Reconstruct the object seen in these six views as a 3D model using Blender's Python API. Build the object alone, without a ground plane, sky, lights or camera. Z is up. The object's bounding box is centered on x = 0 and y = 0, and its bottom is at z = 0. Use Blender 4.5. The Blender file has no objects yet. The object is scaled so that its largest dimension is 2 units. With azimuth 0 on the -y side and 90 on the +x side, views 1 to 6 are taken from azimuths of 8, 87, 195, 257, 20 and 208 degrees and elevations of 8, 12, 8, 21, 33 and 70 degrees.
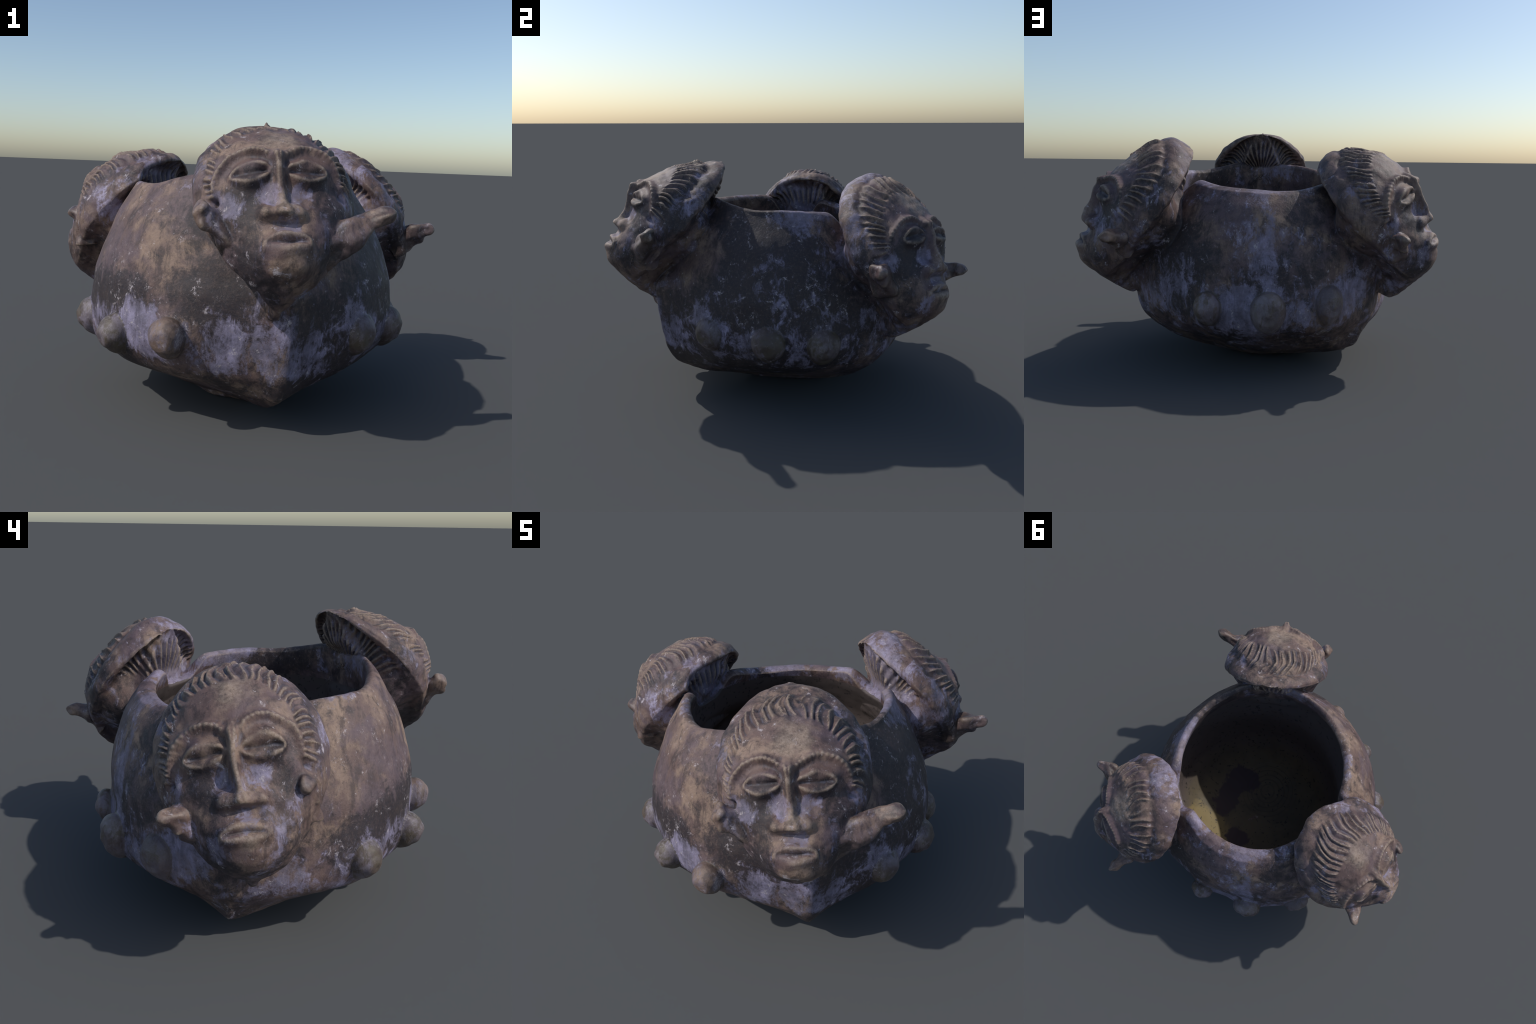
# Clay pot with three modelled heads on its shoulder, nine knobs round its belly.
import bpy, bmesh, math
import numpy as np
from mathutils import Vector
from mathutils.bvhtree import BVHTree

rng = np.random.default_rng(7)
CX, CY = 0.03, 0.033                # axis of the pot
HX, HY = 0.03, 0.05                 # point the heads are measured from
VOXEL = 0.0048

# ------------------------------------------------------------------ helpers
def smooth_table(table):
    """Monotone cubic interpolation through (x, y) control points."""
    t = np.array(sorted(table), float)
    x, y = t[:, 0], t[:, 1]
    h = np.diff(x); d = np.diff(y) / h
    m = np.zeros(len(x)); m[0], m[-1] = d[0], d[-1]
    for i in range(1, len(x) - 1):
        if d[i - 1] * d[i] > 0:
            w1, w2 = 2 * h[i] + h[i - 1], h[i] + 2 * h[i - 1]
            m[i] = (w1 + w2) / (w1 / d[i - 1] + w2 / d[i])
    def f(q):
        q = np.clip(np.asarray(q, float), x[0], x[-1])
        i = np.clip(np.searchsorted(x, q) - 1, 0, len(x) - 2)
        s = (q - x[i]) / h[i]
        return ((1 + 2 * s) * (1 - s) ** 2 * y[i] + s * (1 - s) ** 2 * h[i] * m[i]
                + s * s * (3 - 2 * s) * y[i + 1] + s * s * (s - 1) * h[i] * m[i + 1])
    return f

def sstep(a, b, x):
    t = np.clip((np.asarray(x, float) - a) / (b - a), 0, 1)
    return t * t * (3 - 2 * t)

def gauss(d, w):
    return np.exp(-(d / w) ** 2)

def seg_dist(u, v, p, q):
    """distance to a segment and the parameter along it"""
    du, dv = q[0] - p[0], q[1] - p[1]
    t = np.clip(((u - p[0]) * du + (v - p[1]) * dv) / (du * du + dv * dv), 0, 1)
    return np.hypot(u - p[0] - t * du, v - p[1] - t * dv), t

def wobble(P, freq, seed):
    """cheap smooth 3D noise: a sum of randomly oriented waves, about -1..1"""
    r = np.random.default_rng(seed)
    out = np.zeros(len(P))
    for k in range(10):
        d = r.normal(size=3); d /= np.linalg.norm(d)
        out += np.sin(P @ d * freq * r.uniform(0.6, 1.5) + r.uniform(0, 6.28))
    return out / 4.0

def mesh_from(verts, faces, name):
    me = bpy.data.meshes.new(name)
    me.from_pydata([tuple(v) for v in verts], [], faces)
    me.validate()
    bm = bmesh.new(); bm.from_mesh(me)
    bmesh.ops.recalc_face_normals(bm, faces=bm.faces)
    bm.to_mesh(me); bm.free()
    return me

def loft(rings, closed_ends=True):
    """rings: list of (n,3) arrays of equal length, each a closed loop"""
    n = len(rings[0]); verts = [p for r in rings for p in r]; faces = []
    for i in range(len(rings) - 1):
        for j in range(n):
            k = (j + 1) % n
            faces.append((i * n + j, i * n + k, (i + 1) * n + k, (i + 1) * n + j))
    if closed_ends:
        for i, flip in ((0, True), (len(rings) - 1, False)):
            c = len(verts); verts.append(np.mean(rings[i], axis=0))
            for j in range(n):
                k = (j + 1) % n
                faces.append((i * n + j, i * n + k, c))
    return verts, faces

# ------------------------------------------------------------------ the pot
# wall radius against height, measured away from the heads
OUTER = smooth_table([(0.0, 0.18), (0.02, 0.23), (0.05, 0.30), (0.10, 0.40), (0.175, 0.535), (0.22, 0.61),
                      (0.28, 0.675), (0.37, 0.715), (0.50, 0.730), (0.60, 0.727), (0.70, 0.705),
                      (0.80, 0.668), (0.90, 0.625), (0.98, 0.572), (1.04, 0.535), (1.08, 0.51)])
INNER = smooth_table([(0.055, 0.0), (0.06, 0.10), (0.08, 0.21), (0.13, 0.34), (0.24, 0.47), (0.40, 0.54),
                      (0.60, 0.552), (0.80, 0.538), (0.92, 0.512), (1.0, 0.488), (1.08, 0.475)])

def inner_radius(az, z):
    """the hollow runs on into the neck of one head"""
    d = np.abs((az - 150 + 180) % 360 - 180)
    return INNER(np.clip(z, 0.055, 1.08)) + 0.095 * np.exp(-(d / 27.0) ** 4) * sstep(0.10, 0.25, z) * sstep(0.80, 0.60, z)

def inner_axis(z):
    """the hollow is not centred in the wall below the neck"""
    t = sstep(0.96, 0.63, z)
    return CX + 0.042 * t, CY + 0.085 * t

# keel that runs down the wall under each chin: (azimuth, half width, extra radius against height)
KEELS = [   # azimuth, breadth low down, breadth at the neck, extra radius against height
    (-66.0, 0.95, 0.75, smooth_table([(0.0, 0.03), (0.03, 0.15), (0.06, 0.215), (0.11, 0.24), (0.16, 0.225), (0.20, 0.18), (0.25, 0.13), (0.35, 0.078), (0.5, 0.06), (0.62, 0.07), (0.75, 0.0)])),
    (156.0, 0.78, 0.9, smooth_table([(0.0, 0.04), (0.03, 0.13), (0.06, 0.165), (0.11, 0.178), (0.16, 0.135), (0.20, 0.085), (0.25, 0.035), (0.35, 0.018), (0.48, 0.04), (0.60, 0.055), (0.75, 0.0)])),
    (41.0, 0.85, 1.5, smooth_table([(0.0, 0.03), (0.03, 0.08), (0.06, 0.095), (0.12, 0.10), (0.20, 0.08), (0.26, 0.065), (0.38, 0.065), (0.5, 0.085), (0.65, 0.07), (0.80, 0.0)])),
]
KEEL_WIDTH = smooth_table([(0.0, 58.0), (0.18, 54.0), (0.30, 42.0), (0.45, 30.0), (0.8, 24.0)])

def rim_height(x, y):
    return 1.037 + 0.05 * x - 0.09 * (y - 0.05)

def keel(az_deg, z):
    out = np.zeros(np.broadcast(az_deg, z).shape)
    for a, low, wide, f in KEELS:
        d = np.abs((az_deg - a + 180) % 360 - 180)
        w = np.radians(KEEL_WIDTH(z) * (low + (wide - low) * sstep(0.22, 0.45, z)))
        flat = 1 / np.cos(np.clip(w - np.radians(d), 0, None)) - 1          # two flat faces that meet in an edge
        out = out + f(z) * flat / (1 / np.cos(w) - 1)
    return out

def belly(az, z):
    """the low belly is fuller at the back, and swells under every knob"""
    out = ((0.035 + 0.025 * sstep(0.2, 0.1, z)) * np.cos(np.radians(az - 124)) + 0.010) * sstep(0.0, 0.04, z) * sstep(0.5, 0.22, z)
    out = out - 0.048 * np.exp(-(((az + 128 + 180) % 360 - 180) / 45.0) ** 2) * sstep(0.0, 0.04, z) * sstep(0.26, 0.15, z)
    for k in KNOBS:
        d = np.radians((az - k[0] + 180) % 360 - 180) * 0.73
        out = out + 0.026 * np.exp(-(d / 0.105) ** 2 - ((z - k[1] + 0.03) / 0.13) ** 2)
    return out

def pot_mesh():
    n = 220
    th = np.linspace(-math.pi, math.pi, n, endpoint=False)
    deg = np.degrees(th)
    zr = rim_height(CX + 0.52 * np.cos(th), CY + 0.52 * np.sin(th))
    zr = zr - 0.008 + 0.020 * np.cos(3 * (th + math.radians(74))) + 0.006 * np.sin(7 * th + 2)   # sweeps up to each head
    for a in (165.0, 44.0):                               # the lip breaks off where two of the heads lean in
        zr = zr - 0.13 * np.exp(-(np.abs((deg - a + 180) % 360 - 180) / 15.0) ** 4)
    rings = []
    for t in np.linspace(0, 1, 70):                       # outside, base to rim
        z = t ** 1.25 * zr
        r = OUTER(z) + keel(deg, z) + belly(deg, z)
        r = r + 0.006 * np.sin(2 * th + 5 * z) + 0.004 * np.sin(5 * th - 7 * z)
        rings.append(np.stack([CX + r * np.cos(th), CY + r * np.sin(th), z], 1))
    ro, ri = OUTER(zr), INNER(zr)
    for a in np.linspace(0.15, 0.85, 5):                  # rounded lip
        r = ro + (ri - ro) * a
        z = zr + 0.018 * np.sin(math.pi * a)
        rings.append(np.stack([CX + r * np.cos(th), CY + r * np.sin(th), z], 1))
    for t in np.linspace(1, 0, 60):                       # inside, rim to floor
        z = 0.055 + t ** 1.3 * (zr - 0.055)
        r = np.maximum(inner_radius(deg, z), 0.004)
        ax, ay = inner_axis(z)
        rings.append(np.stack([ax + r * np.cos(th), ay + r * np.sin(th), z], 1))
    return mesh_from(*loft(rings), "pot_source")

# ------------------------------------------------------------------ the heads
# Each head is a mask rising from a tilted plane: u to the right, v up the face, h out of it.
WIDTH = smooth_table([(-0.455, 0.0), (-0.44, 0.075), (-0.41, 0.125), (-0.37, 0.165), (-0.31, 0.208), (-0.25, 0.244),
                      (-0.18, 0.284), (-0.10, 0.316), (0.0, 0.327), (0.11, 0.312), (0.20, 0.270), (0.28, 0.207),
                      (0.33, 0.15), (0.36, 0.10), (0.385, 0.0)])
RIM_H = smooth_table([(-0.455, 0.0), (-0.3, 0.015), (-0.15, 0.042), (0.2, 0.042), (0.30, 0.042), (0.385, 0.048)])
BROW = [(0.012, -0.050), (0.045, -0.020), (0.085, -0.002), (0.125, 0.000), (0.165, -0.014), (0.205, -0.042), (0.232, -0.084), (0.245, -0.128)]

def brow_distance(au, v):
    """distance to the arch of the eyebrow, and how far along it"""
    best = np.full(len(au), 9.0); tt = np.zeros(len(au))
    for i in range(len(BROW) - 1):
        dd, t = seg_dist(au, v, BROW[i], BROW[i + 1])
        m = dd < best; best[m] = dd[m]; tt[m] = i + t[m]
    return best, tt

class Head:
    def __init__(self, name, azimuth, tilt, mid, out, z, shift, roll, profile, fan, ears, topknot):
        a, t = math.radians(azimuth), math.radians(tilt)
        f = np.array([math.cos(a), math.sin(a), 0.0]); up = np.array([0, 0, 1.0])
        U = np.array([-math.sin(a), math.cos(a), 0.0])
        V = -f * math.cos(t) + up * math.sin(t)
        self.N = f * math.sin(t) + up * math.cos(t)
        m = np.array(mid); o = m + f[:2] * (out - (m - [HX, HY]) @ f[:2])
        O = np.array([o[0], o[1], z]) + V * shift
        r = math.radians(roll)
        piv = O - V * 0.2
        self.U = U * math.cos(r) + V * math.sin(r)
        self.V = V * math.cos(r) - U * math.sin(r)
        self.O = piv + self.V * 0.2
        self.name, self.H, self.ears, self.topknot = name, smooth_table(profile), ears, topknot
        # how far the back reaches: the fluted fan drops from the crown to the lip of the pot at v = fan
        self.broad = {'left': 1.015, 'front': 1.0, 'right': 1.0}[name]
        self.off, self.twist = {'left': (-0.020, 3.0), 'front': (-0.019, 2.5), 'right': (0.0, 0.0)}[name]    # the features sit askew on the mask
        self.hair = {'front': (5.8, 0.65), 'left': (5.2, 0.6), 'right': (6.4, 1.6)}[name]     # spacing and sharpness of the locks
        self.fan = fan; self.seat = 0.0 if name == 'front' else 0.535     # radius at which the back meets the mouth
        self.D = smooth_table([(-0.455, 0.10), (-0.43, 0.22), (-0.30, 0.27), (fan - 0.15, 0.27), (fan - 0.09, 0.18), (fan - 0.04, 0.125),
                               (fan, 0.09), (fan + (0.385 - fan) * 0.4, 0.052), (fan + (0.385 - fan) * 0.75, 0.016), (0.385, 0.0)])
        self.vmin, self.vmax = profile[0][0], profile[-1][0]
    def world(self, L):
        L = np.asarray(L, float)
        return self.O + L[..., 0:1] * self.U + L[..., 1:2] * self.V + L[..., 2:3] * self.N
    def local(self, P):
        d = P - self.O
        return np.stack([d @ self.U, d @ self.V, d @ self.N], 1)

    def source(self):
        nv, na, nb = 90, 44, 20
        rings = []
        for i in range(nv):
            t = 0.5 - 0.5 * math.cos(math.pi * (i + 0.35) / (nv - 0.3))
            v = self.vmin + t * (self.vmax - self.vmin)
            vc = -0.455 + t * 0.84
            w, hr, hb, dp = float(WIDTH(vc)), float(RIM_H(vc)), float(self.H(v)), float(self.D(vc))
            w = max(w * self.broad, 0.012)
            ph = np.linspace(-math.pi / 2, math.pi / 2, na)
            x = np.sin(ph)
            face = float(sstep(0.12, -0.25, v))            # jaw is squarer than the skull
            p = 2.2 + 0.5 * face
            shape = np.clip(1 - np.abs(x) ** p, 0, 1) ** (0.62 - 0.05 * face)
            front = np.stack([w * x, np.full(na, v), hr + (hb - hr) * shape], 1)
            q = np.linspace(0, 1, nb + 2)[1:-1]
            keelw = 0.45 + 0.27 * float(sstep(0.16, 0.0, v)) - 0.52 * float(sstep(-0.08, -0.36, v))
            # behind the crown the back is a shallow shell under a rolled edge; lower down it narrows to the neck
            bowl = 0.022 * float(sstep(0.05, 0.2, v) * sstep(0.385, 0.30, v)) - 0.095 * float(sstep(0.18, 0.0, v)) - 0.01 * float(sstep(-0.12, -0.32, v))
            t1, t2 = np.clip(q / 0.6, 0, 1), np.clip((q - 0.35) / 0.65, 0, 1)
            bw = w * (1 - (1 - keelw) * t1) * (1 - 0.12 * t2 ** 2)
            lip = 0.014 * np.sin(np.clip(t1 / 0.4, 0, 1) * math.pi)
            hh = hr - lip + bowl * sstep(0.05, 0.9, t1)
            hh = hh + (hr - dp - hh) * t2 ** 1.6
            right = np.stack([bw, np.full(nb, v), hh], 1)
            left = right[::-1] * [-1, 1, 1]
            ring = self.world(np.concatenate([front, right, left]))
            # keep the back of the head out of the mouth of the pot
            ax, ay = inner_axis(ring[:, 2]); c = np.stack([ax, ay], 1)
            d = ring[:, :2] - c; r = np.hypot(d[:, 0], d[:, 1])
            lim = np.maximum(inner_radius(np.degrees(np.arctan2(d[:, 1], d[:, 0])), ring[:, 2]) + 0.02, self.seat)
            s = np.where(r < lim, lim / np.maximum(r, 1e-6), 1.0)
            s = 1 + (s - 1) * sstep(1.17, 1.07, ring[:, 2])
            ring[:, :2] = c + d * s[:, None]
            rings.append(ring)
        return mesh_from(*loft(rings), "head_source")

    def ear_source(self, ear):
        pts = np.array(ear["path"], float); rad = ear["radius"]; flat = ear.get("flat", 1.0)
        k = len(pts); tt = np.linspace(0, k - 1, 34)
        C = np.stack([smooth_table([(i, p[a]) for i, p in enumerate(pts)])(tt) for a in range(3)], 1)
        R = smooth_table([(i, r) for i, r in enumerate(rad)])(tt) * (1 + 0.10 * np.sin(tt * 5.1 + pts[0][0] * 9))
        R = R * np.sqrt(np.clip(1 - ((tt - (k - 1.45)) / 0.46).clip(0) ** 2, 0.02, 1))     # rounded tip
        rings = []
        for i in range(len(C)):
            T = C[min(i + 1, len(C) - 1)] - C[max(i - 1, 0)]; T /= np.linalg.norm(T)
            A = np.cross(T, [0, 1, 0]); A /= np.linalg.norm(A); Bv = np.cross(T, A)
            th = np.linspace(0, 2 * math.pi, 28, endpoint=False)
            lump = 1 + 0.13 * np.sin(3 * th + tt[i] * 2.2) + 0.07 * np.sin(5 * th - tt[i] * 3)
            rings.append(self.world(C[i] + R[i] * (np.outer(np.cos(th) * lump, A) * flat + np.outer(np.sin(th) * lump, Bv))))
        return mesh_from(*loft(rings), "ear_source")

    def features(self, u, v):
        """mask coordinates -> coordinates of the modelled face, hair fading back to the mask's own edge"""
        k = math.radians(self.twist)
        fade = np.maximum(sstep(1.0, 0.7, np.hypot(u / 0.335, (v + 0.03) / 0.405)), sstep(-0.18, -0.28, v))
        fu = u - fade * self.off; dv = v + 0.2
        return u + fade * ((fu * math.cos(k) + dv * math.sin(k)) - u), v + fade * ((dv * math.cos(k) - fu * math.sin(k) - 0.2) - v)

    def relief(self, L):
        """height of the modelled features over the smooth mask, on the front of the head"""
        h = L[:, 2]; u, v = self.features(L[:, 0], L[:, 1])
        au = np.abs(u); d = np.zeros(len(u))
        W = WIDTH(np.clip(v, -0.455, 0.385))
        # sockets
        d -= 0.004 * gauss(np.hypot((au - 0.10) / 1.35, v + 0.095), 0.062)
        d -= 0.005 * gauss(np.hypot((au - 0.085) / 0.9, v + 0.18), 0.05)
        # nose: bridge, wings, sharp underside
        nw = np.interp(v, [-0.28, -0.2, -0.06], [0.030, 0.022, 0.017])
        cut = sstep(-0.292, -0.272, v) * sstep(0.015, -0.02, v)
        amp = np.interp(v, [-0.28, -0.2, -0.1, -0.03, 0.0], [0.050, 0.050, 0.044, 0.026, 0.01])
        d += amp * np.exp(-(au / nw) ** 2.6) * cut
        d += 0.039 * np.exp(-(np.hypot((au - 0.052) / 1.1, v + 0.252) / 0.034) ** 3) * sstep(-0.30, -0.272, v)
        # philtrum hollow and lips
        d -= 0.010 * gauss(np.hypot(u / 2.0, v + 0.305), 0.024)
        lw = np.clip(1 - (u / 0.088) ** 2, 0, 1)
        up_v = -0.343 - 0.016 * (u / 0.08) ** 2 ; lo_v = -0.394 + 0.018 * (u / 0.08) ** 2
        d += 0.020 * np.sqrt(lw) * gauss(v - up_v, 0.019)
        d += 0.021 * np.sqrt(lw) * gauss(v - lo_v, 0.021)
        d -= 0.012 * np.sqrt(np.clip(1 - (u / 0.07) ** 2, 0, 1)) * gauss(v + 0.368, 0.008)
        # eyes: two thick rolled lids that close to a slit
        eu = (au - 0.098) / 0.074; lid = np.clip(1 - eu ** 2, 0, 1)
        top_v = -0.092 + 0.031 * lid; bot_v = -0.103 - 0.029 * lid
        inside = sstep(1.2, 0.75, np.abs(eu))
        d += 0.026 * np.exp(-(np.abs(eu) ** 2.5 + (np.abs(v + 0.098) / 0.045) ** 2.5))
        d += 0.016 * gauss(v - top_v, 0.016) * inside
        d += 0.014 * gauss(v - bot_v, 0.016) * inside
        d -= 0.011 * sstep(0.0, 0.5, lid) * gauss(v + 0.099, 0.011)
        # brows: arched rolls with small notches that run from the nose to the temple
        best, tt = brow_distance(au, v)
        fade = np.interp(tt, [0, 0.6, 4.6, 7], [0.7, 1, 0.9, 0.35])
        d += 0.024 * fade * gauss(best, 0.0165) * (1 + 0.05 * np.sin(tt * 15.0 + np.sign(u)))
        # hair: ridges that fan out from the hairline to the edge of the mask
        hl = np.hypot(u / 0.235, (v + 0.085) / 0.258)
        edge = np.hypot(u / 0.335, (v + 0.03) / 0.405)
        ang = np.degrees(np.arctan2(v + 0.17, u))
        band = sstep(0.99, 1.07, hl) * sstep(0.90, 0.80, edge) * sstep(-0.18, -0.10, v)
        pitch, crisp = self.hair
        ph = np.abs(ang - 90) / pitch + 0.35 * np.sin(edge * 9 + np.sign(u)) + 0.18 * np.sin(ang * 0.31 + hl * 5)
        ridge = (0.5 + 0.5 * np.cos(2 * math.pi * ph)) ** crisp
        vary = 0.8 + 0.3 * np.sin(np.floor(ph) * 2.4 + 1.0 + np.sign(u) * 0.7)
        d += band * (0.0150 * ridge * vary - 0.006)
        # shallow gutter inside the rolled edge of the mask
        d -= 0.010 * gauss(edge - 0.865, 0.035) * sstep(-0.1, 0.05, v)
        d += 0.006 * gauss(edge - 0.96, 0.04) * sstep(-0.1, 0.05, v)
        # small dip of the ear holes
        d -= 0.026 * gauss(np.hypot(au - 0.245, v + 0.155), 0.017)
        for (ku, kv, kr, ka) in self.topknot:
            d += ka * gauss(np.hypot(u - ku, v - kv), kr)
        return d * sstep(-0.01, 0.05, h)

    def back_flutes(self, L):
        u, v, h = L[:, 0], L[:, 1], L[:, 2]
        ang = np.degrees(np.arctan2(v - self.fan + 0.16, u))
        edge = np.hypot(u / (0.335 * self.broad), (v + 0.03) / 0.405)
        m = sstep(0.085, 0.055, h) * sstep(0.0, 0.08, v) * sstep(0.94, 0.84, edge)
        return m * 0.0075 * np.cos(2 * math.pi * ang / 8.0 + 0.9 * np.sin(ang * 0.13) + 0.4 * np.sin(v * 30))

HEADS = [
    Head("front", -71.5, 45, (0.334, -0.840), 0.632, 0.998, 0.0, 0.0,
         [(-0.468, 0.07), (-0.460, 0.125), (-0.44, 0.165), (-0.40, 0.190), (-0.35, 0.200), (-0.30, 0.205), (-0.20, 0.225),
          (-0.10, 0.256), (-0.04, 0.276), (0.01, 0.281), (0.11, 0.248), (0.195, 0.203), (0.256, 0.152), (0.323, 0.100), (0.376, 0.05), (0.385, 0.040)], 0.24,
         [dict(path=[(-0.17, -0.27, 0.02), (-0.225, -0.245, 0.10), (-0.285, -0.205, 0.135), (-0.318, -0.185, 0.175)], radius=[0.055, 0.046, 0.048, 0.040], flat=0.8),
          dict(path=[(0.14, -0.28, 0.06), (0.24, -0.265, 0.105), (0.34, -0.220, 0.150), (0.425, -0.214, 0.196)], radius=[0.105, 0.062, 0.040, 0.031], flat=0.85)],
         [(0.03, 0.275, 0.026, 0.014), (0.115, 0.285, 0.03, 0.012), (0.075, 0.265, 0.016, -0.018)]),
    Head("left", 166.5, 46, (-0.968, 0.324), 0.665, 0.83, 0.034, 7.0,
         [(-0.477, 0.05), (-0.465, 0.115), (-0.44, 0.155), (-0.40, 0.185), (-0.343, 0.205), (-0.30, 0.212), (-0.20, 0.248),
          (-0.11, 0.288), (-0.03, 0.318), (0.054, 0.321), (0.138, 0.304), (0.21, 0.258), (0.312, 0.176), (0.35, 0.11), (0.372, 0.042)], 0.125,
         [dict(path=[(-0.18, -0.29, 0.03), (-0.215, -0.275, 0.09), (-0.245, -0.265, 0.135), (-0.305, -0.285, 0.185)], radius=[0.065, 0.055, 0.046, 0.022], flat=0.9),
          dict(path=[(0.22, -0.27, 0.02), (0.235, -0.205, 0.09), (0.225, -0.195, 0.16), (0.195, -0.235, 0.225)], radius=[0.055, 0.045, 0.036, 0.030], flat=0.8)],
         []),
    Head("right", 42.0, 52, (0.806, 0.756), 0.724, 0.83, 0.052, -7.0,
         [(-0.468, 0.08), (-0.459, 0.125), (-0.44, 0.160), (-0.39, 0.190), (-0.35, 0.196), (-0.30, 0.203), (-0.20, 0.225),
          (-0.09, 0.272), (0.02, 0.285), (0.12, 0.266), (0.18, 0.252), (0.26, 0.228), (0.31, 0.200), (0.353, 0.155), (0.38, 0.11), (0.39, 0.05)], 0.175,
         [dict(path=[(-0.18, -0.25, 0.03), (-0.25, -0.235, 0.10), (-0.32, -0.225, 0.15), (-0.372, -0.243, 0.212)], radius=[0.085, 0.066, 0.048, 0.032], flat=0.85),
          dict(path=[(0.18, -0.25, 0.03), (0.23, -0.23, 0.10), (0.27, -0.245, 0.15), (0.31, -0.28, 0.21)], radius=[0.06, 0.05, 0.042, 0.028], flat=0.9)],
         []),
]

# ------------------------------------------------------------------ knobs round the belly
KNOBS = [  # azimuth, height, distance from the axis, size across, size up, size out
    (-103, 0.445, 0.762, 0.076, 0.080, 0.074), (-128, 0.400, 0.738, 0.074, 0.082, 0.072), (-157, 0.398, 0.738, 0.080, 0.084, 0.072),
    (83.5, 0.392, 0.760, 0.075, 0.082, 0.060), (107.6, 0.388, 0.760, 0.090, 0.094, 0.066), (132.6, 0.405, 0.754, 0.078, 0.096, 0.056),
    (-35.0, 0.440, 0.738, 0.078, 0.084, 0.056), (-9.5, 0.415, 0.748, 0.086, 0.088, 0.060), (13.0, 0.395, 0.740, 0.086, 0.086, 0.056),
]

def knob_mesh(k):
    az, z, r, sx, sz, so = k
    a = math.radians(az)
    bm = bmesh.new()
    bmesh.ops.create_icosphere(bm, subdivisions=4, radius=1.0)
    f = np.array([math.cos(a), math.sin(a), 0]); t = np.array([-math.sin(a), math.cos(a), 0])
    for w in bm.verts:
        x, y, q = w.co
        droop = 1.3 if q < 0 else 1.0                      # teardrop: longer below
        p = np.array([CX, CY, z]) + f * (r + y * so - (0.035 * q * q if q < 0 else 0)) + t * x * sx * (1 - 0.12 * (q < 0) * q * q)
        p[2] += q * sz * droop
        w.co = Vector(p)
    me = bpy.data.meshes.new("knob_source"); bm.to_mesh(me); bm.free()
    return me

# ------------------------------------------------------------------ one clay body
sources = [("vessel", None, pot_mesh())]
for i, h in enumerate(HEADS):
    sources.append(("head", i, h.source()))
    for e in h.ears:
        sources.append(("ear", i, h.ear_source(e)))
for k in KNOBS:
    sources.append(("knob", None, knob_mesh(k)))

bm = bmesh.new()
for _, _, me in sources:
    bm.from_mesh(me)
body_me = bpy.data.meshes.new("body"); bm.to_mesh(body_me); bm.free()
body = bpy.data.objects.new("body", body_me)
bpy.context.scene.collection.objects.link(body)
m = body.modifiers.new("remesh", 'REMESH'); m.mode = 'VOXEL'; m.voxel_size = VOXEL
m = body.modifiers.new("smooth", 'SMOOTH'); m.factor = 0.5; m.iterations = 9
bpy.context.view_layer.update()
dg = bpy.context.evaluated_depsgraph_get()
clay = bpy.data.meshes.new_from_object(body.evaluated_get(dg))
bpy.data.objects.remove(body)

nv = len(clay.vertices)
P = np.empty(nv * 3); clay.vertices.foreach_get("co", P); P = P.reshape(-1, 3)
NR = np.empty(nv * 3); clay.vertices.foreach_get("normal", NR); NR = NR.reshape(-1, 3)

# which source each vertex came from
trees = [BVHTree.FromPolygons([v.co for v in me.vertices], [p.vertices for p in me.polygons]) for _, _, me in sources]
boxes = []
for _, _, me in sources:
    c = np.array([v.co for v in me.vertices]); boxes.append((c.min(0) - 0.03, c.max(0) + 0.03))
best = np.full(nv, 9.0); owner = np.zeros(nv, int)
for s, (kind, hi, me) in enumerate(sources):
    lo, hi_ = boxes[s]
    idx = np.nonzero(((P > lo) & (P < hi_)).all(1))[0]
    for i in idx:
        r = trees[s].find_nearest(Vector(P[i]), 0.06)
        dist = r[3] if r[3] is not None else 9.0
        if kind == "vessel":
            dist += 0.002
        if dist < best[i]:
            best[i] = dist; owner[i] = s

kind_of = np.array([{"vessel": 0, "head": 1, "ear": 2, "knob": 3}[k] for k, _, _ in sources])[owner]
head_of = np.array([-1 if h is None else h for _, h, _ in sources])[owner]

# relief
D = np.zeros(nv)
locals_ = {}
for i, h in enumerate(HEADS):
    sel = np.nonzero((head_of == i) & (kind_of == 1))[0]
    L = h.local(P[sel]); locals_[i] = (sel, L)
    turn = NR[sel] @ h.N
    facing = sstep(0.08, 0.42, turn)
    W = L.copy()                                            # hand-made: nothing is quite straight or symmetric
    W[:, 0] += 0.007 * wobble(L, 16, 20 + i) + 0.0025 * wobble(L, 55, 40 + i)
    W[:, 1] += 0.007 * wobble(L, 16, 30 + i) + 0.0025 * wobble(L, 55, 50 + i)
    D[sel] += h.relief(W) * facing * (1 + 0.22 * wobble(L, 45, 60 + i)) + h.back_flutes(L) * sstep(0.0, -0.35, turn) * sstep(0.95, 1.03, P[sel][:, 2] - 0.03 * (i == 0))
    D[sel] += 0.0026 * wobble(L, 55, 70 + i) + 0.0014 * wobble(L, 115, 75 + i)
ears = np.nonzero(kind_of == 2)[0]
D[ears] += 0.0045 * wobble(P[ears], 42, 90) + 0.0015 * wobble(P[ears], 110, 91)
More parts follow.
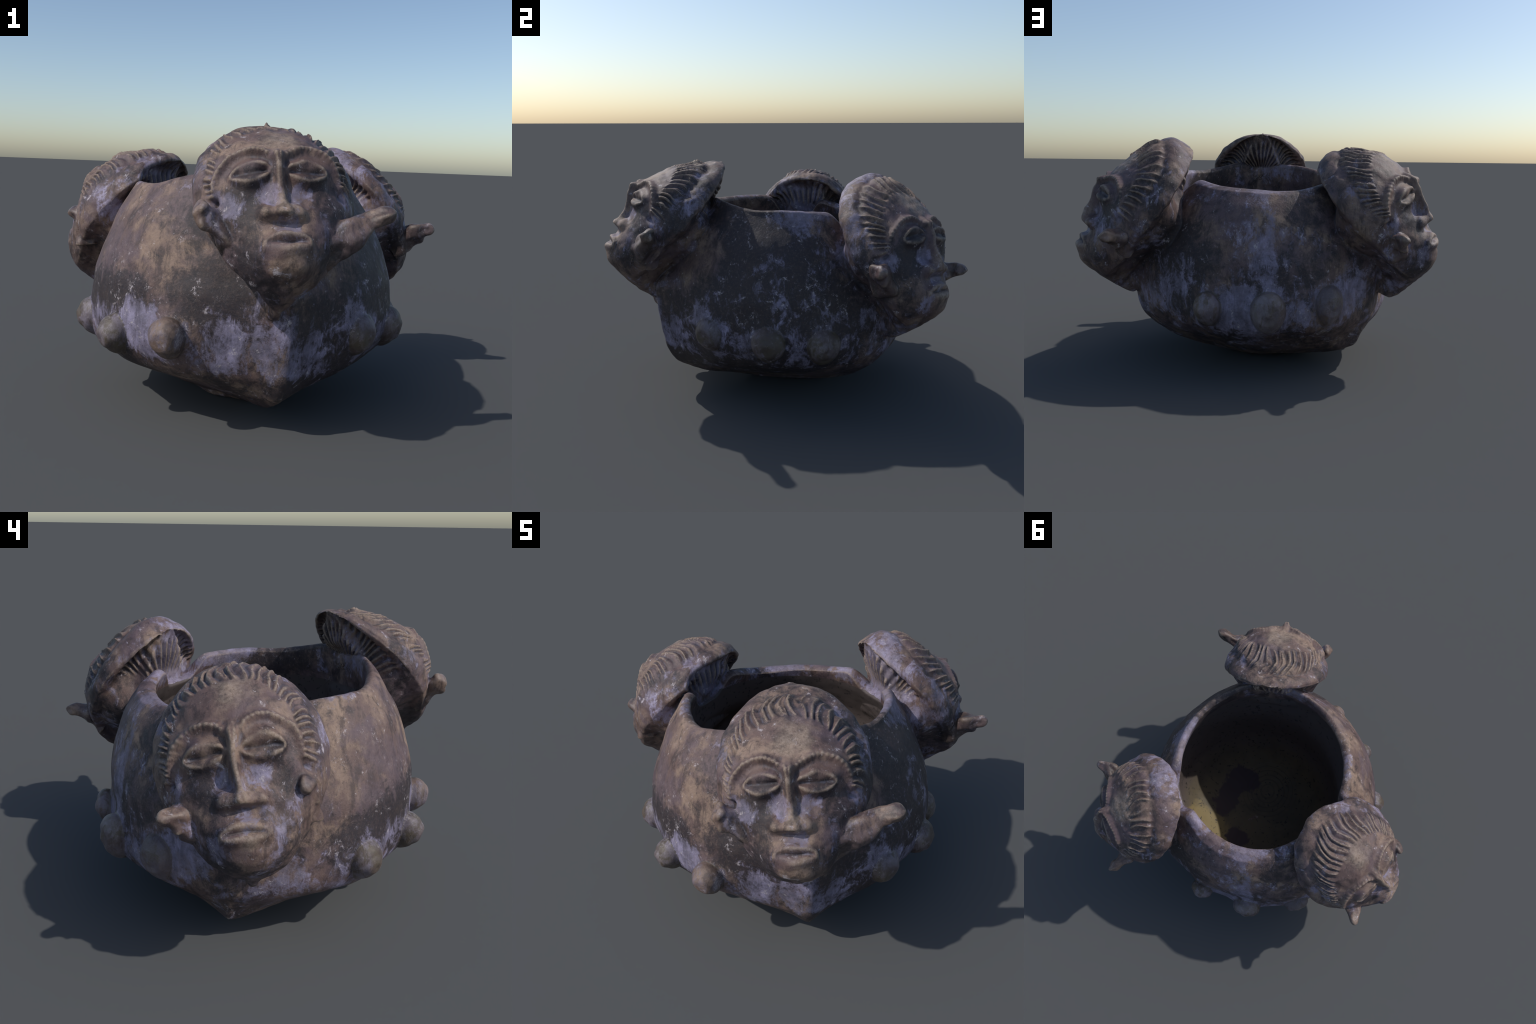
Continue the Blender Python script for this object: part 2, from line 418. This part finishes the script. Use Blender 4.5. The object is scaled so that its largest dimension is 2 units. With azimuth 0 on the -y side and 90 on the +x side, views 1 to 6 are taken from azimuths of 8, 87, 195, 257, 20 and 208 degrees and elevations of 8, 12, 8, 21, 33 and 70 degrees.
for s_, (kind, _, me) in enumerate(sources):               # worn ring and dimple on the knobs
    if kind == "knob":
        sel = np.nonzero(owner == s_)[0]; q = P[sel] - P[sel].mean(0)
        rho = np.linalg.norm(q - np.outer(q @ (nk := NR[sel].mean(0) / np.linalg.norm(NR[sel].mean(0))), nk), axis=1)
        D[sel] += 0.003 * np.sin(rho * 95 + s_) * sstep(0.075, 0.05, rho) + 0.005 * wobble(P[sel], 25, 80 + s_)
D += 0.0028 * wobble(P, 14, 1) + 0.0014 * wobble(P, 38, 2) + 0.0008 * wobble(P, 90, 3)
P = P + NR * D[:, None]
P[:, 2] -= P[:, 2].min()
clay.vertices.foreach_set("co", P.ravel())
clay.update()

# ------------------------------------------------------------------ regions -> parts
nf = len(clay.polygons)
ls = np.empty(nf, int); clay.polygons.foreach_get("loop_start", ls)
lt = np.empty(nf, int); clay.polygons.foreach_get("loop_total", lt)
lv = np.empty(len(clay.loops), int); clay.loops.foreach_get("vertex_index", lv)
first = lv[ls]
fown = owner[first].copy()
cent = np.zeros((nf, 3))
for k in range(3):
    cent[:, k] = np.add.reduceat(P[lv, k], ls) / lt
ax_, ay_ = inner_axis(cent[:, 2]); rr = np.hypot(cent[:, 0] - ax_, cent[:, 1] - ay_)
region = np.empty(nf, object); region[:] = "vessel"
key = np.zeros(nf, int)                                   # region id
names = [("vessel", None, None)]
az_ = np.degrees(np.arctan2(cent[:, 1] - ay_, cent[:, 0] - ax_))
inside = (rr < inner_radius(az_, cent[:, 2]) + 0.014) & (cent[:, 2] > 0.06) & (cent[:, 2] < 0.93)
names.append(("vessel_interior", None, None)); key[inside] = 1
for s, (kind, hi, me) in enumerate(sources):
    if kind == "vessel": continue
    sel = (fown == s) & ~inside
    names.append((kind, hi, s)); key[sel] = len(names) - 1
for i, h in enumerate(HEADS):
    sel = np.nonzero([(names[k][0] == "head" and names[k][1] == i) for k in range(len(names))])[0][0]
    f = np.nonzero(key == sel)[0]
    L = h.local(cent[f]); hh = L[:, 2]; u, v = h.features(L[:, 0], L[:, 1]); au = np.abs(u)
    fr = hh > 0.03
    def add(nm, mask):
        names.append((nm, i, None)); key[f[mask]] = len(names) - 1
    hl = np.hypot(u / 0.235, (v + 0.085) / 0.258); edge = np.hypot(u / 0.335, (v + 0.03) / 0.405)
    add("hair", fr & (hl > 1.02) & (edge < 0.88) & (v > -0.14))
    for sg in (-1, 1):
        add("eye", fr & (sg * u > 0) & (((au - 0.098) / 0.082) ** 2 + ((v + 0.097) / 0.05) ** 2 < 1))
    bd, bt = brow_distance(au, v)
    for sg in (-1, 1):
        add("eyebrow", fr & (sg * u > 0) & (bd < 0.022) & (bt > 0.5) & (bt < 5.5))
    add("nose", fr & (v > -0.29) & (v < -0.06) & (au < np.interp(v, [-0.29, -0.22, -0.19, -0.06], [0.088, 0.088, 0.03, 0.02])))
    add("mouth", fr & ((u / 0.095) ** 2 + ((v + 0.368) / 0.052) ** 2 < 1))

vn = np.empty(nv * 3); clay.vertices.foreach_get("normal", vn); vn = vn.reshape(-1, 3)

def cut_part(k, name):
    faces = np.nonzero(key == k)[0]
    if len(faces) == 0: return None
    corners = np.concatenate([lv[ls[f]:ls[f] + lt[f]] for f in faces])
    used, inv = np.unique(corners, return_inverse=True)
    me = bpy.data.meshes.new(name)
    me.vertices.add(len(used)); me.vertices.foreach_set("co", P[used].ravel())
    me.loops.add(len(corners)); me.loops.foreach_set("vertex_index", inv.astype(np.int32))
    me.polygons.add(len(faces))
    st = np.concatenate([[0], np.cumsum(lt[faces])[:-1]])
    me.polygons.foreach_set("loop_start", st.astype(np.int32))
    me.polygons.foreach_set("use_smooth", np.ones(len(faces), bool))
    me.update(calc_edges=True); me.validate()
    me.normals_split_custom_set_from_vertices([tuple(n) for n in vn[used]])
    ob = bpy.data.objects.new(name, me)
    bpy.context.scene.collection.objects.link(ob)
    return ob

# ------------------------------------------------------------------ materials
class Nodes:
    def __init__(self, name):
        self.mat = bpy.data.materials.new(name); self.mat.use_nodes = True
        self.t = self.mat.node_tree; self.t.nodes.clear()
        self.co = self.t.nodes.new("ShaderNodeTexCoord").outputs["Object"]
    def new(self, kind, **kw):
        n = self.t.nodes.new(kind)
        for k, v in kw.items(): setattr(n, k, v)
        return n
    def link(self, a, b): self.t.links.new(a, b)
    def put(self, sock, val):
        if hasattr(val, "is_linked") or hasattr(val, "links"): self.link(val, sock)
        else: sock.default_value = val
    def noise(self, scale, detail=6, rough=0.6, dist=0.0, vec=None, offset=(0, 0, 0), stretch=(1, 1, 1)):
        m = self.new("ShaderNodeMapping"); self.link(vec or self.co, m.inputs["Vector"])
        m.inputs["Location"].default_value = offset; m.inputs["Scale"].default_value = stretch
        n = self.new("ShaderNodeTexNoise"); self.link(m.outputs[0], n.inputs["Vector"])
        n.inputs["Scale"].default_value = scale; n.inputs["Detail"].default_value = detail
        n.inputs["Roughness"].default_value = rough; n.inputs["Distortion"].default_value = dist
        return n.outputs["Fac"]
    def ramp(self, x, a, b, lo=0.0, hi=1.0):
        n = self.new("ShaderNodeMapRange", interpolation_type='SMOOTHSTEP')
        self.put(n.inputs[0], x)
        n.inputs[1].default_value, n.inputs[2].default_value = a, b
        n.inputs[3].default_value, n.inputs[4].default_value = lo, hi
        return n.outputs[0]
    def math(self, op, a, b=0.0, clamp=False):
        n = self.new("ShaderNodeMath", operation=op, use_clamp=clamp)
        self.put(n.inputs[0], a); self.put(n.inputs[1], b)
        return n.outputs[0]
    def mix(self, fac, a, b):
        n = self.new("ShaderNodeMix", data_type='RGBA')
        self.put(n.inputs[0], fac)
        for s, v in ((n.inputs[6], a), (n.inputs[7], b)):
            if isinstance(v, tuple): s.default_value = (*v, 1.0)
            else: self.link(v, s)
        return n.outputs[2]
    def near(self, centre, radius, jitter, amount=0.12, stretch=(1, 1, 1)):
        """soft blob round a point with a ragged edge"""
        s = self.new("ShaderNodeVectorMath", operation='SUBTRACT'); self.link(self.co, s.inputs[0]); s.inputs[1].default_value = centre
        q = self.new("ShaderNodeVectorMath", operation='MULTIPLY'); self.link(s.outputs[0], q.inputs[0]); q.inputs[1].default_value = stretch
        l = self.new("ShaderNodeVectorMath", operation='LENGTH'); self.link(q.outputs[0], l.inputs[0])
        d = self.math('ADD', l.outputs["Value"], self.math('MULTIPLY', self.math('SUBTRACT', jitter, 0.5), amount * 2))
        return self.ramp(d, radius * 1.12, radius * 0.88)
    def finish(self, color, rough, bump, strength=0.3, distance=0.004, spec=0.4):
        b = self.new("ShaderNodeBsdfPrincipled"); o = self.new("ShaderNodeOutputMaterial")
        self.link(color, b.inputs["Base Color"]); self.put(b.inputs["Roughness"], rough)
        b.inputs["Specular IOR Level"].default_value = spec
        n = self.new("ShaderNodeBump"); n.inputs["Strength"].default_value = strength; n.inputs["Distance"].default_value = distance
        self.link(bump, n.inputs["Height"]); self.link(n.outputs[0], b.inputs["Normal"])
        self.link(b.outputs[0], o.inputs["Surface"])
        return self.mat

TAN, BROWN, UMBER = (0.250, 0.174, 0.130), (0.124, 0.080, 0.071), (0.042, 0.029, 0.029)
DARK, SLIP, PALE = (0.020, 0.018, 0.023), (0.31, 0.28, 0.40), (0.40, 0.36, 0.36)

def splash(g, base, mask_noise, spots, lo, hi):
    """noise mask pushed up or down by soft blobs (centre, radius, push)"""
    total = mask_noise
    for centre, radius, push in spots:
        d = g.new("ShaderNodeVectorMath", operation='DISTANCE')
        g.link(g.co, d.inputs[0]); d.inputs[1].default_value = centre
        total = g.math('ADD', total, g.ramp(d.outputs["Value"], radius, 0.0, 0.0, push))
    return g.ramp(total, lo, hi)

def head_spots(points, radius, push):
    """blobs given in face coordinates, placed on all three heads"""
    return [(tuple(h.world(np.array(p))), radius, push) for h in HEADS for p in points]

def clay_material(name="fired_clay", warm=0.0, gloss=0.0):
    g = Nodes(name)
    big = g.noise(2.2, 4, 0.55, 0.5)
    mid = g.noise(6.5, 8, 0.68, 0.3, offset=(3, 1, 2))
    streak = g.noise(15.0, 8, 0.7, 0.5, offset=(5, 2, 8), stretch=(1, 1, 0.38))
    brush = g.noise(26.0, 7, 0.7, 0.4, offset=(8, 3, 1), stretch=(1, 0.7, 0.35))
    fine = g.noise(80.0, 5, 0.78, offset=(1, 7, 4))
    rag = g.noise(10.0, 10, 0.78, 0.9, offset=(9, 4, 6))
    rag2 = g.noise(13.0, 10, 0.78, 0.6, offset=(2, 14, 3), stretch=(1, 1, 0.7))
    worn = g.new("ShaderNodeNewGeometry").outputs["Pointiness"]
    z = g.new("ShaderNodeSeparateXYZ"); g.link(g.co, z.inputs[0]); z = z.outputs["Z"]
    col = g.mix(g.ramp(mid, 0.43, 0.66), BROWN, TAN)
    col = g.mix(g.ramp(streak, 0.48, 0.62, 0, 0.75), col, UMBER)
    # purple cast of the firing
    col = g.mix(g.ramp(g.noise(4.0, 5, 0.6, 0.5, offset=(11, 3, 5)), 0.45, 0.60, 0, 0.7), col, (0.105, 0.074, 0.088))
    # paler foreheads, noses, chins and shoulder
    pale_areas = splash(g, col, g.math('MULTIPLY', mid, 0.5), head_spots([(0.0, 0.11, 0.27)], 0.19, 0.28)
                 + head_spots([(0.0, -0.22, 0.27), (0.0, -0.39, 0.2)], 0.09, 0.2) + [((-0.62, -0.25, 0.80), 0.25, 0.12)], 0.33, 0.52)
    col = g.mix(g.math('MULTIPLY', pale_areas, 0.7), col, g.mix(g.ramp(fine, 0.4, 0.62), (0.215, 0.160, 0.122), (0.33, 0.26, 0.205)))
    # near-black areas, partly shade painted into the clay colour
    dark_areas = g.math('ADD', g.math('MULTIPLY', big, 0.40), g.math('ADD', g.math('MULTIPLY', rag, 0.40), g.math('MULTIPLY', brush, 0.20)))
    dark_areas = splash(g, col, dark_areas,
                  [((0.78, -0.08, 0.62), 0.64, 0.30), ((0.74, 0.70, 0.92), 0.40, 0.09), ((0.48, -0.55, 1.0), 0.24, 0.08), ((0.52, -0.52, 0.40), 0.34, 0.16), ((0.62, 0.42, 0.45), 0.3, 0.12), ((-0.38, -0.52, 0.53), 0.34, 0.17), ((0.05, -0.68, 0.55), 0.25, 0.10),  # first four blobs blacken the +x wall, keel and two heads for their shade
                   ((0.30, 0.72, 0.60), 0.34, 0.12), ((-0.25, 0.74, 0.55), 0.26, 0.07), ((-0.62, -0.30, 0.55), 0.28, 0.12),
                   ((-0.35, -0.50, 0.88), 0.36, -0.16), ((-0.62, -0.20, 0.80), 0.30, -0.16), ((-0.10, 0.72, 0.78), 0.25, -0.12),
                   ((0.55, -0.42, 0.86), 0.20, -0.13)]
                  + head_spots([(0.15, -0.21, 0.2), (-0.15, -0.21, 0.2), (0.1, -0.11, 0.25), (-0.1, -0.11, 0.25)], 0.12, 0.11)
                  + head_spots([(0.2, 0.02, 0.15), (-0.2, 0.02, 0.15), (0.22, 0.15, 0.1), (-0.22, 0.15, 0.1), (0.12, -0.38, 0.1), (-0.12, -0.38, 0.1)], 0.13, 0.08)
                  + head_spots([(0.0, 0.10, 0.27), (0.0, -0.2, 0.28), (-0.11, 0.02, 0.27), (0.11, 0.02, 0.27), (0.0, -0.41, 0.2)], 0.17, -0.12),
                  0.47, 0.57)
    col = g.mix(g.math('MULTIPLY', dark_areas, 0.9), col, g.mix(g.ramp(fine, 0.42, 0.66), DARK, UMBER))
    # lavender grey slip left in the hollows and round the knobs, brushed thin
    slip = g.math('ADD', g.math('MULTIPLY', g.noise(3.6, 5, 0.6, 0.6, offset=(2, 9, 1)), 0.30),
                  g.math('ADD', g.math('MULTIPLY', rag2, 0.45), g.math('MULTIPLY', brush, 0.25)))
    belt = g.math('MULTIPLY', g.ramp(z, 0.20, 0.34), g.ramp(z, 0.60, 0.44))
    slip = g.math('ADD', slip, g.math('MULTIPLY', belt, 0.05))
    slip = splash(g, col, slip,
                  [((-0.28, -0.62, 0.46), 0.20, 0.10), ((0.10, -0.66, 0.40), 0.22, 0.07), ((0.36, -0.60, 0.45), 0.20, 0.03),
                   ((-0.10, 0.78, 0.42), 0.36, 0.09), ((-0.15, 0.75, 0.74), 0.26, 0.06), ((0.68, 0.30, 0.86), 0.24, 0.10),
                   ((-0.65, -0.02, 0.90), 0.12, 0.14), ((0.43, 0.36, 1.10), 0.26, 0.18), ((0.10, -0.36, 1.12), 0.22, 0.10), ((-0.45, 0.20, 1.03), 0.2, 0.1), ((-0.10, 0.55, 1.0), 0.16, 0.10), ((-0.42, -0.22, 1.05), 0.14, 0.08), ((0.55, 0.08, 1.07), 0.20, 0.14), ((0.20, 0.50, 1.03), 0.14, 0.12), ((0.40, 0.40, 0.95), 0.16, 0.12),
                   ((-0.50, -0.45, 0.85), 0.45, -0.2), ((0.0, -0.62, 0.80), 0.3, -0.16), ((-0.55, 0.50, 0.45), 0.2, 0.08)]
                  + head_spots([(0.0, -0.315, 0.2), (-0.06, -0.19, 0.23), (0.06, -0.17, 0.23), (-0.22, -0.16, 0.15), (0.22, -0.13, 0.15)], 0.085, 0.12)
                  + head_spots([(-0.26, 0.06, 0.1), (0.26, 0.04, 0.1), (0.17, 0.22, 0.1), (-0.1, -0.40, 0.15), (0.14, -0.27, 0.17)], 0.11, 0.07)
                  + head_spots([(0.0, 0.10, 0.26), (0.12, 0.0, 0.25), (-0.12, 0.0, 0.25)], 0.2, -0.14),
                  0.525, 0.595)
    col = g.mix(g.math('MULTIPLY', slip, g.ramp(streak, 0.36, 0.58, 0.92, 0.45)), col, g.mix(g.ramp(mid, 0.38, 0.62), SLIP, (0.175, 0.160, 0.225)))
    # crisp pale flecks round the slip
    fleck = g.math('ADD', g.math('MULTIPLY', g.noise(30.0, 10, 0.85, 0.4, offset=(3, 8, 9)), 0.7), g.math('MULTIPLY', rag2, 0.3))
    near_slip = splash(g, col, g.math('MULTIPLY', rag2, 1.0), head_spots([(0.0, -0.315, 0.2), (-0.06, -0.19, 0.23), (0.06, -0.17, 0.23), (-0.22, -0.12, 0.15), (0.22, -0.12, 0.15), (0.24, 0.08, 0.1)], 0.12, 0.12)
                       + [((-0.65, -0.02, 0.92), 0.14, 0.2), ((-0.3, -0.62, 0.46), 0.3, 0.1), ((0.75, 0.1, 0.6), 0.5, 0.08)], 0.50, 0.60)
    col = g.mix(g.math('MULTIPLY', g.ramp(fleck, 0.555, 0.585, 0, 0.85), near_slip), col, (0.43, 0.385, 0.40))
    # ridges lightened to tan, grooves darkened, by pointiness
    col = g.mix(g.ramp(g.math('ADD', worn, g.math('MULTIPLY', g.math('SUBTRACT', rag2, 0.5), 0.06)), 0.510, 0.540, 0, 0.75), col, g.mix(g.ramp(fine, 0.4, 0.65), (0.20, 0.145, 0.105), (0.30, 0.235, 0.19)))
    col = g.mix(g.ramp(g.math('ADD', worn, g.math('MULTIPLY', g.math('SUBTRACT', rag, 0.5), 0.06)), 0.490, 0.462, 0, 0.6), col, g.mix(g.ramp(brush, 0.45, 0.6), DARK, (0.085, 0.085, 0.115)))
    # thin spots and smears in the slip, grain everywhere
    grain = g.noise(34.0, 9, 0.82, 0.2, offset=(6, 6, 2))
    col = g.mix(g.ramp(grain, 0.48, 0.36, 0, 0.5), col, UMBER)
    col = g.mix(g.ramp(grain, 0.56, 0.70, 0, 0.40), col, (0.30, 0.25, 0.225))
    col = g.mix(g.ramp(fine, 0.58, 0.8, 0, 0.30), col, PALE)
    col = g.mix(g.ramp(fine, 0.45, 0.25, 0, 0.6), col, DARK)
    if warm:
        olive = g.mix(g.ramp(mid, 0.4, 0.6), (0.125, 0.100, 0.062), (0.100, 0.072, 0.063))
        col = g.mix(g.math('MULTIPLY', g.ramp(big, 0.35, 0.6, 0.4, 1.0), warm), col, olive)
    bump = g.math('ADD', g.math('MULTIPLY', fine, 0.5), g.math('ADD', mid, g.math('ADD', g.math('MULTIPLY', streak, 0.5), g.math('MULTIPLY', brush, 0.4))))
    return g.finish(col, g.ramp(mid, 0.3, 0.7, 0.50 - gloss, 0.68 - gloss), bump, strength=0.7, distance=0.006)

def interior_material():
    g = Nodes("inside_clay")
    fine = g.noise(70, 4, 0.7); mid = g.noise(5, 5, 0.6); rag = g.noise(9, 5, 0.6, 0.5)
    z = g.new("ShaderNodeSeparateXYZ"); g.link(g.co, z.inputs[0]); z = z.outputs["Z"]
    col = g.mix(g.ramp(mid, 0.35, 0.65), (0.070, 0.058, 0.040), (0.105, 0.083, 0.050))
    # throwing rings on the floor
    d = g.new("ShaderNodeVectorMath", operation='DISTANCE'); g.link(g.co, d.inputs[0]); d.inputs[1].default_value = (0.09, -0.1, 0.06)
    ring = g.math('SINE', g.math('MULTIPLY', g.math('ADD', d.outputs["Value"], g.math('MULTIPLY', mid, 0.03)), 190.0))
    ring = g.math('MULTIPLY', g.ramp(ring, 0.2, 1.0), g.ramp(d.outputs["Value"], 0.26, 0.16))
    col = g.mix(g.math('MULTIPLY', ring, 0.3), col, (0.03, 0.024, 0.018))
    painted_sun_patch = g.near((0.36, 0.46, 0.18), 0.24, rag, 0.08)  # sunlight falling on the inner wall, tinted yellow into the colour
    col = g.mix(g.math('MULTIPLY', painted_sun_patch, 0.8), col, (0.20, 0.15, 0.06))
    speck = g.noise(42, 3, 0.6, offset=(4, 4, 4))
    col = g.mix(g.ramp(speck, 0.60, 0.66, 0, 0.85), col, (0.02, 0.017, 0.016))
    # bare purple clay where the lining is gone
    bare = g.math('MAXIMUM', g.near((0.27, -0.10, 0.06), 0.10, rag, 0.09, stretch=(0.8, 1.2, 0.4)), g.math('MAXIMUM', g.near((0.33, 0.06, 0.08), 0.11, rag, 0.09, stretch=(1.2, 0.7, 0.4)), g.near((0.13, 0.33, 0.08), 0.08, rag, 0.07, stretch=(1, 1, 0.4))))
    col = g.mix(bare, col, (0.045, 0.030, 0.034))
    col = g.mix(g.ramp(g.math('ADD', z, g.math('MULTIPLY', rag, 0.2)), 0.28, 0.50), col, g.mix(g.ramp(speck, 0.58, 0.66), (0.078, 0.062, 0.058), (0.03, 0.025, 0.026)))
    return g.finish(col, 0.65, g.math('ADD', fine, g.math('MULTIPLY', ring, -1.0)), strength=0.3)

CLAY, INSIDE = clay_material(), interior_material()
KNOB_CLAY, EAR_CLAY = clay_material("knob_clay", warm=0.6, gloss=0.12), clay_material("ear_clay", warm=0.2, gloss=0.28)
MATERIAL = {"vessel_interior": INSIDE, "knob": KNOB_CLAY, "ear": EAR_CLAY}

# ------------------------------------------------------------------ assemble
root = bpy.data.objects.new("three_headed_pot", None)
bpy.context.scene.collection.objects.link(root)
root["label"] = "dark mottled clay pot with three modelled human heads and knobs"
root["category"] = "ceramic pot"
heads = {}
made = []
for k, (nm, hi, s) in enumerate(names):
    ob = cut_part(k, nm)
    if ob is None: continue
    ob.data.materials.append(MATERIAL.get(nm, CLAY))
    made.append((nm, hi, ob))
    if nm == "head": heads[hi] = ob
for nm, hi, ob in made:
    ob.parent = root if nm in ("vessel", "vessel_interior", "knob", "head") else heads[hi]
for _, _, me in sources: bpy.data.meshes.remove(me)
bpy.data.meshes.remove(clay)
